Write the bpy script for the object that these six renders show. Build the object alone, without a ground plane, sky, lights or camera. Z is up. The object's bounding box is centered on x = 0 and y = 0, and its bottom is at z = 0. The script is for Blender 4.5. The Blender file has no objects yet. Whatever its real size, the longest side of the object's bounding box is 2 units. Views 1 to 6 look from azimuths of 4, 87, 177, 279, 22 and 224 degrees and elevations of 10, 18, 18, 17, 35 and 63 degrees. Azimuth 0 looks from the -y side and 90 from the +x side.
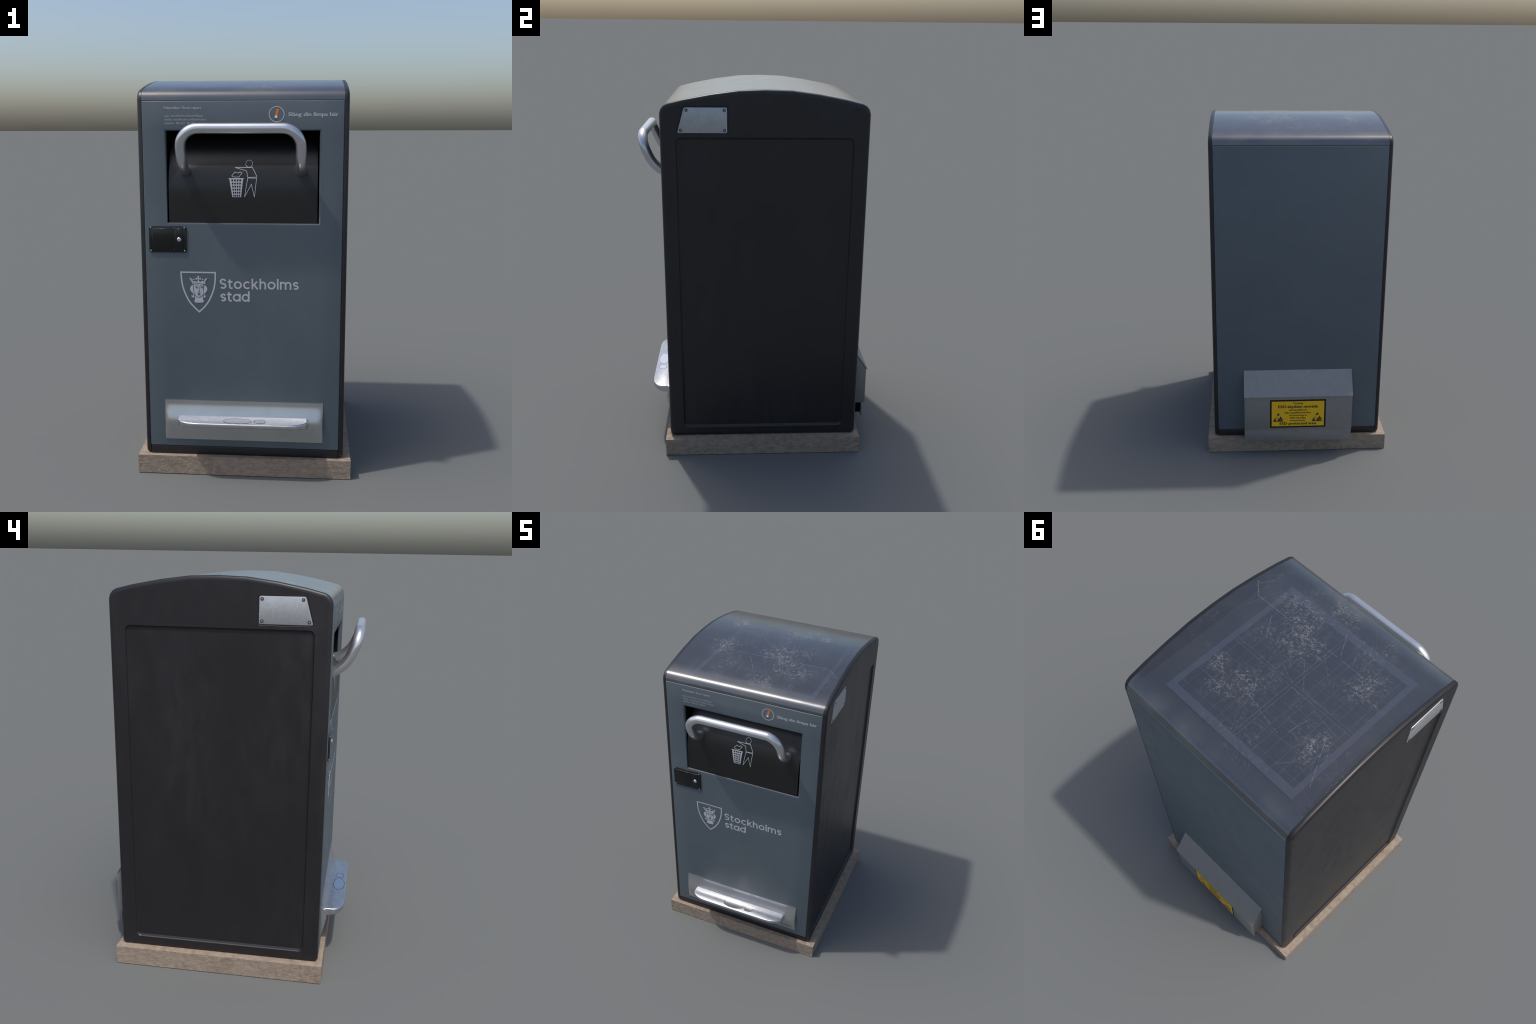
# Street waste bin with a solar dome: built part by part, metres, z up.
import bpy, bmesh, math, random
from mathutils import Vector, Matrix, noise

random.seed(7)
YC = 0.024                       # the cabinet stands slightly behind the origin
FRONT, REAR = -0.493, 0.541      # front and rear faces of the cabinet
DOOR, BACK = FRONT - 0.0026, REAR + 0.0034   # the sheet panels stand slightly proud
SIDE = 0.5045                    # outer faces of the side mouldings
INNER = 0.4815                   # where side mouldings meet the sheet panels
PLINTH_TOP = 0.0975
SEAM_TOP, SEAM_BOTTOM = 1.8805, 0.1425
TAU = math.tau

# ------------------------------------------------------------------ materials
class Nodes:
    """Small helper that strings shader nodes together."""
    def __init__(self, name):
        self.mat = bpy.data.materials.new(name)
        self.mat.use_nodes = True
        self.nt = self.mat.node_tree
        self.nt.nodes.clear()
        self.out = self.nt.nodes.new("ShaderNodeOutputMaterial")
        self.pos = self.add("ShaderNodeTexCoord").outputs["Object"]

    def add(self, kind, **props):
        n = self.nt.nodes.new(kind)
        for k, v in props.items():
            setattr(n, k, v)
        return n

    def put(self, socket, value):
        if hasattr(value, "is_output") or isinstance(value, bpy.types.NodeSocket):
            self.nt.links.new(value, socket)
        elif value is not None:
            if isinstance(value, (tuple, list)) and len(value) == 3 and len(getattr(socket, "default_value", (0,) * 3)) == 4:
                value = (*value, 1)
            socket.default_value = value

    def math(self, op, a, b=None, c=None, clamp=False):
        n = self.add("ShaderNodeMath", operation=op, use_clamp=clamp)
        for i, v in enumerate((a, b, c)):
            if v is not None:
                self.put(n.inputs[i], v)
        return n.outputs[0]

    def mapped(self, scale=(1, 1, 1), rot=(0, 0, 0)):
        n = self.add("ShaderNodeMapping")
        self.put(n.inputs["Vector"], self.pos)
        n.inputs["Scale"].default_value = scale
        n.inputs["Rotation"].default_value = rot
        return n.outputs[0]

    def noise(self, scale, detail=4, rough=0.55, vec=None, dist=0.0):
        n = self.add("ShaderNodeTexNoise")
        self.put(n.inputs["Vector"], vec or self.pos)
        n.inputs["Scale"].default_value = scale
        n.inputs["Detail"].default_value = detail
        n.inputs["Roughness"].default_value = rough
        n.inputs["Distortion"].default_value = dist
        return n.outputs["Fac"]

    def ramp(self, fac, lo, hi, a=0.0, b=1.0):
        n = self.add("ShaderNodeMapRange", interpolation_type="SMOOTHSTEP")
        self.put(n.inputs[0], fac)
        for i, v in enumerate((lo, hi, a, b)):
            n.inputs[i + 1].default_value = v
        return n.outputs[0]

    def mix(self, fac, a, b):
        n = self.add("ShaderNodeMix", data_type="RGBA")
        self.put(n.inputs[0], fac)
        self.put(n.inputs[6], a)
        self.put(n.inputs[7], b)
        return n.outputs[2]

    def bump(self, height, strength=0.3, distance=0.001):
        n = self.add("ShaderNodeBump")
        self.put(n.inputs["Height"], height)
        n.inputs["Strength"].default_value = strength
        n.inputs["Distance"].default_value = distance
        return n.outputs[0]

    def principled(self, color, rough, metal=0.0, normal=None, spec=0.5, coat=0.0):
        n = self.add("ShaderNodeBsdfPrincipled")
        self.put(n.inputs["Base Color"], color)
        self.put(n.inputs["Roughness"], rough)
        self.put(n.inputs["Metallic"], metal)
        self.put(n.inputs["Specular IOR Level"], spec)
        n.inputs["Coat Weight"].default_value = coat
        n.inputs["Coat Roughness"].default_value = 0.15
        if normal is not None:
            self.put(n.inputs["Normal"], normal)
        return n.outputs[0]

    def finish(self, shader):
        self.nt.links.new(shader, self.out.inputs["Surface"])
        return self.mat


def srgb(r, g, b):
    f = lambda c: (c / 255 / 12.92) if c / 255 <= 0.04045 else ((c / 255 + 0.055) / 1.055) ** 2.4
    return (f(r), f(g), f(b))


def plain(name, color, rough=0.5, metal=0.0, spec=0.5):
    n = Nodes(name)
    return n.finish(n.principled(color, rough, metal, spec=spec))


def sheet_paint():
    n = Nodes("blue_grey_sheet_paint")
    cloud = n.noise(3.0, 5, 0.6)
    col = n.mix(n.ramp(cloud, 0.3, 0.7), srgb(83, 93, 100), srgb(87, 97, 103.5))
    rough = n.ramp(n.noise(9, 6, 0.6), 0.3, 0.7, 0.40, 0.50)
    return n.finish(n.principled(col, rough, normal=n.bump(n.noise(420, 2), 0.06, 0.0006)))


def black_plastic():
    n = Nodes("black_moulded_plastic")
    streak = n.noise(2.2, 6, 0.6, n.mapped((1, 1.0, 0.45), (0.5, 0, 0)))
    fine = n.noise(14, 5, 0.65, n.mapped((1, 1, 0.35), (0.55, 0, 0)))
    dust = n.math("MULTIPLY", n.ramp(streak, 0.32, 0.66), n.ramp(fine, 0.28, 0.70))
    col = n.mix(dust, srgb(29, 27, 30), srgb(36, 34, 37))
    rough = n.math("ADD", 0.36, n.math("MULTIPLY", dust, 0.14))
    return n.finish(n.principled(col, rough, normal=n.bump(n.noise(500, 2), 0.08, 0.0005)))


def flap_paint():
    n = Nodes("black_flap_lacquer")
    speck = n.noise(350, 3, 0.6)
    col = n.mix(n.ramp(speck, 0.4, 0.7), srgb(22, 22, 22), srgb(28, 28, 27))
    return n.finish(n.principled(col, 0.38, normal=n.bump(speck, 0.10, 0.0006)))


def brushed_steel(name, color=(0.56, 0.57, 0.585), rough=0.26, metal=1.0):
    n = Nodes(name)
    blot = n.noise(5, 4, 0.55)
    dark = tuple(c * 0.93 for c in color)
    col = n.mix(n.ramp(blot, 0.35, 0.7), dark, color)
    r = n.math("ADD", rough - 0.02, n.math("MULTIPLY", blot, 0.05))
    return n.finish(n.principled(col, r, metal))


def pedal_steel():
    n = Nodes("knurled_pedal_steel")
    wear = n.noise(40, 5, 0.6)
    col = n.mix(n.ramp(wear, 0.3, 0.75), (0.56, 0.57, 0.59), (0.66, 0.67, 0.68))
    return n.finish(n.principled(col, 0.30, 1.0, normal=n.bump(wear, 0.08, 0.0008)))


def galvanised():
    n = Nodes("galvanised_sheet")
    patch = n.noise(24, 7, 0.7)
    spots = n.noise(120, 4, 0.7)
    col = n.mix(n.ramp(patch, 0.3, 0.75), srgb(136, 135, 134), srgb(146, 145, 144))
    col = n.mix(n.math("MULTIPLY", n.ramp(spots, 0.60, 0.74), n.ramp(patch, 0.45, 0.65)), col, srgb(112, 110, 107))
    return n.finish(n.principled(col, n.ramp(patch, 0.3, 0.7, 0.36, 0.5), 0.45, normal=n.bump(spots, 0.06, 0.0006)))


def plate_metal():
    n = Nodes("stamped_plate_metal")
    patch = n.noise(34, 7, 0.7)
    spots = n.noise(160, 4, 0.7)
    col = n.mix(n.ramp(patch, 0.3, 0.7), srgb(168, 171, 174), srgb(184, 187, 189))
    col = n.mix(n.math("MULTIPLY", n.ramp(spots, 0.5, 0.75), n.ramp(patch, 0.4, 0.6)), col, srgb(130, 132, 128))
    return n.finish(n.principled(col, 0.42, 0.55, normal=n.bump(spots, 0.08, 0.0006)))


def concrete():
    n = Nodes("cast_concrete")
    grain = n.noise(36, 5, 0.6, n.mapped((1, 1, 1.6)), 0.35)
    big = n.noise(8, 4, 0.55)
    fine = n.noise(140, 4, 0.6)
    col = n.mix(n.ramp(grain, 0.30, 0.70), srgb(126, 113, 100), srgb(156, 141, 125))
    col = n.mix(n.ramp(big, 0.35, 0.7, 0.0, 0.55), col, srgb(153, 138, 124))
    col = n.mix(n.ramp(fine, 0.55, 0.8, 0, 0.35), col, srgb(110, 102, 92))
    height = n.math("ADD", grain, n.math("MULTIPLY", fine, 0.2))
    return n.finish(n.principled(col, 0.92, normal=n.bump(height, 0.7, 0.006), spec=0.25))


def random_scratches(count):
    out = []
    for _ in range(count):
        x, y, a, l = random.uniform(-0.36, 0.36), random.uniform(-0.34, 0.36), random.uniform(0, math.pi), random.uniform(0.05, 0.22)
        out.append(((x, y), (x + l * math.cos(a), y + l * math.sin(a)), random.uniform(0.3, 0.6)))
    return out


SCRATCHES = random_scratches(16)


def dome_plastic():
    """Clear grey dome, with dust blots in clusters and long scratches."""
    n = Nodes("scratched_clear_dome")
    sep = n.add("ShaderNodeSeparateXYZ")
    n.put(sep.inputs[0], n.pos)
    px, py = sep.outputs[0], sep.outputs[1]
    cluster = 0.0
    for cx, cy, r, w in ((-0.305, 0.215, 0.075, 1.0), (-0.28, -0.14, 0.085, 0.75), (0.11, -0.13, 0.15, 0.72),
                         (0.07, -0.39, 0.09, 0.75), (0.085, 0.24, 0.13, 0.62), (0.24, 0.20, 0.05, 0.8),
                         (0.22, -0.27, 0.10, 0.6), (-0.16, -0.30, 0.10, 0.45), (0.02, 0.07, 0.16, 0.35)):
        dx, dy = n.math("SUBTRACT", px, cx), n.math("SUBTRACT", py, cy)
        d = n.math("SQRT", n.math("ADD", n.math("MULTIPLY", dx, dx), n.math("MULTIPLY", dy, dy)))
        cluster = n.math("MAXIMUM", cluster, n.ramp(d, 0.1 * r, 1.7 * r, w, 0.0))
    patch = n.math("ADD", n.math("MULTIPLY", cluster, n.ramp(n.noise(14, 6, 0.7), 0.34, 0.62, 0.25, 1.0)), n.ramp(n.noise(6, 7, 0.72), 0.34, 0.66, 0.05, 0.55))
    warp = n.noise(38, 7, 0.62, None, 0.5)
    web = n.ramp(n.math("ABSOLUTE", n.math("SUBTRACT", warp, 0.5)), 0.004, 0.034, 1.0, 0.0)      # hair-thin wandering marks
    fleck = n.ramp(n.math("ADD", n.noise(95, 8, 0.75), n.math("MULTIPLY", patch, 0.10)), 0.57, 0.72)
    dirt = n.math("MULTIPLY", n.math("MAXIMUM", n.math("MULTIPLY", web, n.ramp(n.noise(60, 4, 0.6), 0.4, 0.65)), fleck), n.ramp(patch, 0.12, 0.95, 0.08, 0.60))
    solid = n.ramp(n.math("ADD", n.noise(55, 8, 0.7), n.math("MULTIPLY", cluster, 0.16)), 0.66, 0.80, 0.0, 0.75)
    dirt = n.math("MAXIMUM", dirt, solid)
    off_rim = n.ramp(n.math("ABSOLUTE", n.math("SUBTRACT", py, YC)), 0.42, 0.48, 1.0, 0.15)
    dirt = n.math("MULTIPLY", dirt, off_rim)
    broken = n.ramp(n.noise(60, 4, 0.6), 0.34, 0.60, 0.15, 1.0)
    for (ax, ay), (bx, by), w in (((-0.24, -0.168), (0.394, -0.160), 0.6), ((0.394, -0.160), (0.463, -0.226), 0.7),
                                  ((-0.095, 0.056), (0.09, -0.146), 0.45), ((0.45, -0.20), (0.43, -0.26), 0.7),
                                  ((0.30, -0.30), (0.02, 0.02), 0.4), ((0.19, -0.33), (0.11, 0.05), 0.45),
                                  ((-0.31, 0.30), (-0.24, 0.37), 0.35), ((0.09, -0.146), (0.26, -0.36), 0.4),
                                  ((0.05, 0.10), (-0.30, 0.05), 0.3), ((-0.05, 0.30), (-0.33, 0.26), 0.3), *SCRATCHES):
        L = math.hypot(bx - ax, by - ay)
        ux, uy = (bx - ax) / L, (by - ay) / L
        dx, dy = n.math("SUBTRACT", px, ax), n.math("SUBTRACT", py, ay)
        along = n.math("ADD", n.math("MULTIPLY", dx, ux), n.math("MULTIPLY", dy, uy))
        off = n.math("ABSOLUTE", n.math("ADD", n.math("MULTIPLY", dx, -uy), n.math("MULTIPLY", dy, ux)))
        inside = n.math("MULTIPLY", n.math("GREATER_THAN", along, 0.0), n.math("LESS_THAN", along, L))
        line = n.math("MULTIPLY", n.ramp(off, 0.0002, 0.0020, w, 0.0), inside)
        dirt = n.math("MAXIMUM", dirt, n.math("MULTIPLY", line, broken))
    film = n.ramp(n.noise(5, 5, 0.6), 0.4, 0.75)
    rim = n.ramp(n.math("ABSOLUTE", n.math("SUBTRACT", py, YC)), 0.40, 0.50)
    film = n.math("MULTIPLY", film, n.math("ADD", 0.15, n.math("MULTIPLY", rim, 0.35)))
    col = n.mix(film, (0.175, 0.185, 0.20), (0.23, 0.22, 0.205))
    col = n.mix(dirt, col, srgb(142, 139, 137))
    rough = n.math("ADD", n.ramp(n.noise(12, 5, 0.6), 0.3, 0.7, 0.15, 0.20), n.math("MULTIPLY", dirt, 0.3))
    skin = n.principled(col, rough, n.math("MULTIPLY", n.math("SUBTRACT", 1.0, dirt), n.math("SUBTRACT", 0.80, n.math("MULTIPLY", film, 0.4))))
    clear = n.add("ShaderNodeBsdfTransparent")
    clear.inputs[0].default_value = (0.95, 0.965, 1.0, 1)
    graze = n.add("ShaderNodeLayerWeight")
    graze.inputs["Blend"].default_value = 0.35
    base = n.ramp(graze.outputs["Facing"], 0.05, 0.75, DOME_OPACITY, 0.97)
    fac = n.math("ADD", n.math("ADD", base, n.math("MULTIPLY", dirt, 0.35)), n.math("MULTIPLY", rim, DOME_RIM), clamp=True)
    blend = n.add("ShaderNodeMixShader")
    n.put(blend.inputs[0], fac)
    n.nt.links.new(clear.outputs[0], blend.inputs[1])
    n.nt.links.new(skin, blend.inputs[2])
    return n.finish(blend.outputs[0])


def dome_inside():
    n = Nodes("clear_dome_inner_face")
    clear = n.add("ShaderNodeBsdfTransparent")
    clear.inputs[0].default_value = (0.96, 0.97, 1.0, 1)
    return n.finish(clear.outputs[0])


DOME_OPACITY, DOME_RIM = 0.50, 0.30
PAINT, BLACK, FLAP = sheet_paint(), black_plastic(), flap_paint()
STEEL = brushed_steel("brushed_steel_tube", (0.64, 0.65, 0.67), 0.25, 0.84)
HOUSING = brushed_steel("brushed_steel_sheet", (0.56, 0.57, 0.58), 0.22, 0.88)
PEDAL, GALVANISED, PLATE, CONCRETE = pedal_steel(), galvanised(), plate_metal(), concrete()
SHOE = plain("smooth_pedal_steel", (0.68, 0.69, 0.71), 0.24, 1.0)
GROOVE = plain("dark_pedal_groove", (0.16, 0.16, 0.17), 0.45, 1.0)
CHROME = plain("polished_chrome", (0.75, 0.76, 0.78), 0.15, 1.0)
SCREW = plain("dark_screw_steel", srgb(74, 77, 84), 0.4, 0.7)
SCREW_TIP = plain("bright_screw_centre", srgb(150, 154, 160), 0.4, 0.5)
LOCK = plain("black_lock_casting", srgb(18, 18, 18), 0.2)
PRINT = plain("pale_grey_print", srgb(180, 182, 188), 0.55, spec=0.3)
PRINT_FAINT = plain("faint_grey_print", srgb(160, 163, 169), 0.55, spec=0.3)
PRINT_HOLE = plain("panel_coloured_print", srgb(84, 95, 101), 0.5, spec=0.3)
PRINT_BLACK = plain("flap_coloured_print", srgb(33, 33, 34), 0.5, spec=0.3)
ORANGE = plain("orange_print", srgb(222, 120, 28), 0.55, spec=0.3)
WHITE = plain("white_print", srgb(215, 217, 222), 0.55, spec=0.3)
ASH = plain("ash_print", srgb(62, 62, 64), 0.6, spec=0.3)
YELLOW = plain("warning_yellow", srgb(226, 178, 20), 0.5, spec=0.4)
SIGN_BLACK = plain("sign_border_black", srgb(14, 14, 14), 0.5, spec=0.3)
SIGN_INK = plain("sign_ink", srgb(46, 46, 40), 0.5, spec=0.3)
CAVITY = plain("dark_cavity", srgb(16, 16, 17), 0.8, spec=0.2)
TRAY = plain("dome_tray_grey", srgb(46, 50, 59), 0.6)  # base colour darkened so the side moulding's cast shadow barely shows through the dome
CELL = plain("solar_cell_glass", srgb(42, 46, 59), 0.35)
CELL_GAP = plain("solar_cell_gap", srgb(104, 112, 130), 0.5)
FRAME = plain("solar_frame_blue", srgb(84, 93, 109), 0.5)
DOME, DOME_IN = dome_plastic(), dome_inside()

# ------------------------------------------------------------------ geometry helpers
ROOT = bpy.data.objects.new("waste_bin", None)
bpy.context.scene.collection.objects.link(ROOT)
ROOT["label"] = "tall blue-grey street litter bin with solar dome on concrete slab"
ROOT["category"] = "waste bin"


def adopt(name, mesh, mats, parent=None, sharp=35.0):
    if not isinstance(mats, (list, tuple)):
        mats = [mats]
    for m in mats:
        mesh.materials.append(m)
    if sharp:
        mesh.shade_smooth()
        mesh.set_sharp_from_angle(angle=math.radians(sharp))
    ob = bpy.data.objects.new(name, mesh)
    bpy.context.scene.collection.objects.link(ob)
    ob.parent = parent or ROOT
    return ob


def from_bm(name, bm, mats, parent=None, sharp=35.0, fix=True):
    if fix:
        bmesh.ops.recalc_face_normals(bm, faces=bm.faces)
    me = bpy.data.meshes.new(name)
    bm.to_mesh(me)
    bm.free()
    return adopt(name, me, mats, parent, sharp)


def bevel_sharp(bm, width, segments=2, angle=40):
    edges = [e for e in bm.edges if len(e.link_faces) == 2 and e.calc_face_angle(0) > math.radians(angle)]
    bmesh.ops.bevel(bm, geom=edges, offset=width, segments=segments, affect="EDGES", profile=0.5, clamp_overlap=True)


def box_bm(lo, hi, bevel=0.0, segments=2):
    bm = bmesh.new()
    bmesh.ops.create_cube(bm, size=1)
    for v in bm.verts:
        v.co = Vector(tuple((lo[i] + hi[i]) / 2 + v.co[i] * (hi[i] - lo[i]) for i in range(3)))
    if bevel:
        bevel_sharp(bm, bevel, segments)
    return bm


def box(name, lo, hi, mat, bevel=0.0, parent=None, segments=2):
    return from_bm(name, box_bm(lo, hi, bevel, segments), mat, parent)


def rounded_rect(u0, v0, u1, v1, r, steps=5):
    pts = []
    for cu, cv, a in ((u1 - r, v1 - r, 0), (u0 + r, v1 - r, 1), (u0 + r, v0 + r, 2), (u1 - r, v0 + r, 3)):
        for i in range(steps + 1):
            t = (a + i / steps) * TAU / 4
            pts.append((cu + r * math.cos(t), cv + r * math.sin(t)))
    return pts


def round_corners(poly, r, steps=4):
    """Round every corner of a convex polygon with radius of about r."""
    out, n = [], len(poly)
    for i in range(n):
        p, a, b = Vector(poly[i]), Vector(poly[i - 1]), Vector(poly[(i + 1) % n])
        p0, p1 = p + (a - p).normalized() * r, p + (b - p).normalized() * r
        for k in range(steps + 1):
            t = k / steps
            out.append(tuple(p0 * (1 - t) ** 2 + p * 2 * t * (1 - t) + p1 * t * t))
    return out


def inset(poly, d):
    """Offset a counter-clockwise polygon inwards by d with mitred corners."""
    out, n = [], len(poly)
    for i in range(n):
        p, a, b = Vector(poly[i]), Vector(poly[i - 1]), Vector(poly[(i + 1) % n])
        e0, e1 = (p - a).normalized(), (b - p).normalized()
        n0, n1 = Vector((-e0.y, e0.x)), Vector((-e1.y, e1.x))
        m = (n0 + n1).normalized()
        out.append(tuple(p + m * (d / max(0.35, m.dot(n0)))))
    return out


def ring(bm, pts3):
    return [bm.verts.new(p) for p in pts3]


def bridge(bm, a, b, mat=0):
    n = len(a)
    for i in range(n):
        f = bm.faces.new((a[i], a[(i + 1) % n], b[(i + 1) % n], b[i]))
        f.material_index = mat


def cap_with_holes(bm, rings):
    edges = []
    for r in rings:
        for i in range(len(r)):
            e = bm.edges.get((r[i], r[(i + 1) % len(r)])) or bm.edges.new((r[i], r[(i + 1) % len(r)]))
            edges.append(e)
    bmesh.ops.triangle_fill(bm, edges=edges, use_beauty=True)


def prism(bm, poly, place, h0, h1):
    """Extrude a flat polygon between heights h0 and h1; place(u, v, h) gives the point."""
    a = ring(bm, [place(u, v, h0) for u, v in poly])
    b = ring(bm, [place(u, v, h1) for u, v in poly])
    bridge(bm, a, b)
    cap_with_holes(bm, [b])


def plate_bm(poly, place, h0, h1, bevel):
    """Flat plate with a softened upper edge."""
    bm = bmesh.new()
    rings = [ring(bm, [place(u, v, h0) for u, v in poly]),
             ring(bm, [place(u, v, h1 - bevel) for u, v in poly]),
             ring(bm, [place(u, v, h1 - 0.3 * bevel) for u, v in inset(poly, 0.3 * bevel)]),
             ring(bm, [place(u, v, h1) for u, v in inset(poly, bevel)])]
    for a, b in zip(rings, rings[1:]):
        bridge(bm, a, b)
    cap_with_holes(bm, [rings[-1]])
    return bm


def smooth_path(pts, per=8):
    """Catmull-Rom samples through the control points."""
    P = [Vector(p) for p in pts]
    P = [2 * P[0] - P[1]] + P + [2 * P[-1] - P[-2]]
    out = []
    for i in range(1, len(P) - 2):
        a, b, c, d = P[i - 1:i + 3]
        for k in range(per):
            t = k / per
            out.append(0.5 * (2 * b + (c - a) * t + (2 * a - 5 * b + 4 * c - d) * t * t + (3 * b - a - 3 * c + d) * t ** 3))
    return out + [P[-2]]


def tube_bm(path, radius, sides=24):
    bm = bmesh.new()
    up, prev, first = Vector((1, 0, 0.01)), None, None
    for i, p in enumerate(path):
        t = (path[min(i + 1, len(path) - 1)] - path[max(i - 1, 0)]).normalized()
        up = (up - t * up.dot(t)).normalized()
        side = t.cross(up)
        cur = ring(bm, [p + radius * (math.cos(a) * up + math.sin(a) * side) for a in (TAU * k / sides for k in range(sides))])
        if prev:
            bridge(bm, prev, cur)
        else:
            first = cur
        prev = cur
    bm.faces.new(first)
    bm.faces.new(prev)
    return bm


class Decal:
    """Flat printed shapes laid on a surface; every shape gets a layer of its own."""
    def __init__(self, place, step=0.00016):
        self.place, self.step, self.h, self.parts = place, step, 0.0005, {}

    def _bm(self, mat):
        self.h += self.step
        return self.parts.setdefault(mat.name, (mat, bmesh.new()))[1]

    def fill(self, poly, mat):
        prism(self._bm(mat), poly, self.place, self.h - 0.0005, self.h)

    def circle(self, u, v, r, mat, r_in=None, steps=28):
        pts = [(u + r * math.cos(TAU * i / steps), v + r * math.sin(TAU * i / steps)) for i in range(steps)]
        if r_in:
            self.stroke(pts, r - r_in, mat, closed=True)
        else:
            self.fill(pts, mat)

    def stroke(self, pts, w, mat, closed=False):
        bm = self._bm(mat)
        P = [Vector(p) for p in pts]
        n = len(P)
        left, right = [], []
        for i in range(n):
            a = P[i - 1] if (i or closed) else P[i] * 2 - P[1]
            b = P[(i + 1) % n] if (i < n - 1 or closed) else P[i] * 2 - P[i - 1]
            e0, e1 = (P[i] - a).normalized(), (b - P[i]).normalized()
            n0 = Vector((-e0.y, e0.x))
            m = n0 + Vector((-e1.y, e1.x))
            m = m.normalized() if m.length > 1e-6 else n0
            k = min(2.6, 1 / max(0.2, m.dot(n0))) * w / 2
            left.append(P[i] + m * k)
            right.append(P[i] - m * k)
        lv = ring(bm, [self.place(q.x, q.y, self.h) for q in left])
        rv = ring(bm, [self.place(q.x, q.y, self.h) for q in right])
        for i in range(n if closed else n - 1):
            j = (i + 1) % n
            bm.faces.new((lv[i], lv[j], rv[j], rv[i]))

    def build(self, name, parent):
        for mat, bm in self.parts.values():
            from_bm(name, bm, mat, parent, sharp=None, fix=False)


def lettering(name, body, u0, u1, base, cap, place, mat, parent, weight=0.0, lift=0.0006):
    """One printed line: u0..u1 wide, standing on base, with letters cap tall."""
    cu = bpy.data.curves.new(name, "FONT")
    cu.body, cu.size, cu.resolution_u = body, 1.0, 3
    ob = bpy.data.objects.new(name, cu)
    bpy.context.scene.collection.objects.link(ob)
    me = bpy.data.meshes.new_from_object(ob.evaluated_get(bpy.context.evaluated_depsgraph_get()))
    bpy.data.objects.remove(ob)
    bpy.data.curves.remove(cu)
    xs = [v.co.x for v in me.vertices]
    x0, x1 = min(xs), max(xs)
    if weight:                                         # heavier letters: a second copy beside the first
        bm = bmesh.new()
        bm.from_mesh(me)
        extra = bmesh.ops.duplicate(bm, geom=bm.verts[:] + bm.edges[:] + bm.faces[:])["geom"]
        for v in extra:
            if isinstance(v, bmesh.types.BMVert):
                v.co += Vector((weight, weight * 0.4, 1.0))
        bm.to_mesh(me)
        bm.free()
    for v in me.vertices:
        u = u0 + (v.co.x - x0) / (x1 - x0) * (u1 - u0)
        v.co = place(u, base + v.co.y / 0.72 * cap, lift + 0.00025 * v.co.z)
    return adopt(name, me, mat, parent, sharp=None)


on_front = lambda u, v, h: Vector((u, DOOR - h, v))
on_left = lambda u, v, h: Vector((-SIDE - h, u, v))
on_right = lambda u, v, h: Vector((SIDE + h, u, v))

# ------------------------------------------------------------------ cabinet profile (y, z)
ARCH = [(0.0, 2.0), (0.13, 1.9957), (0.265, 1.9777), (0.40, 1.9522), (0.48, 1.9322)]
SHOULDER = [(0.4985, 1.9217), (0.5115, 1.9055), (0.517, 1.885)]


def arch_line(drop=0.0):
    half = ARCH + SHOULDER
    line = [(YC - a, z) for a, z in reversed(half)] + [(YC + a, z) for a, z in half[1:]]
    return line                                    # from the front shoulder over to the rear one


def cabinet_outline():
    top = list(reversed(arch_line()))              # rear to front, so the loop runs counter-clockwise
    low = PLINTH_TOP + 0.001
    foot = [(0.517, low + 0.026), (0.5145, low + 0.010), (0.507, low + 0.003), (0.495, low)]
    return ([(YC - a, z) for a, z in foot] + [(YC + a, z) for a, z in reversed(foot)] + top)


# ------------------------------------------------------------------ plinth
def build_plinth():
    bm = box_bm((-0.5435, -0.518, 0.0), (0.5435, 0.566, PLINTH_TOP))
    bmesh.ops.subdivide_edges(bm, edges=bm.edges[:], cuts=0)
    for axis, step in ((0, 0.0125), (1, 0.0125), (2, 0.0122)):
        lo = min(v.co[axis] for v in bm.verts)
        hi = max(v.co[axis] for v in bm.verts)
        count = int((hi - lo) / step)
        normal = Vector([1 if i == axis else 0 for i in range(3)])
        for k in range(1, count):
            at = normal * (lo + (hi - lo) * k / count)
            bmesh.ops.bisect_plane(bm, geom=bm.verts[:] + bm.edges[:] + bm.faces[:], plane_co=at, plane_no=normal)
    bm.normal_update()
    for v in bm.verts:
        n = v.normal.copy()
        if v.co.z < 0.001:
            n.z = 0
        d = noise.fractal(v.co * 38, 0.9, 2.2, 4) * 0.0011 - 0.0008
        if v.co.z > PLINTH_TOP - 0.001 and abs(n.z) > 0.9:
            d *= 0.4
        v.co += n * d
        v.co.z = max(0.0, v.co.z)
    from_bm("plinth", bm, CONCRETE, sharp=50)


# ------------------------------------------------------------------ side mouldings
RECESS = (-0.418, 0.150, 0.466, 1.769)             # sunk field in each side: y0, z0, y1, z1
PLATE_SHAPE = [(-0.408, 1.791), (-0.1635, 1.791), (-0.1635, 1.915), (-0.3735, 1.915)]


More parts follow.
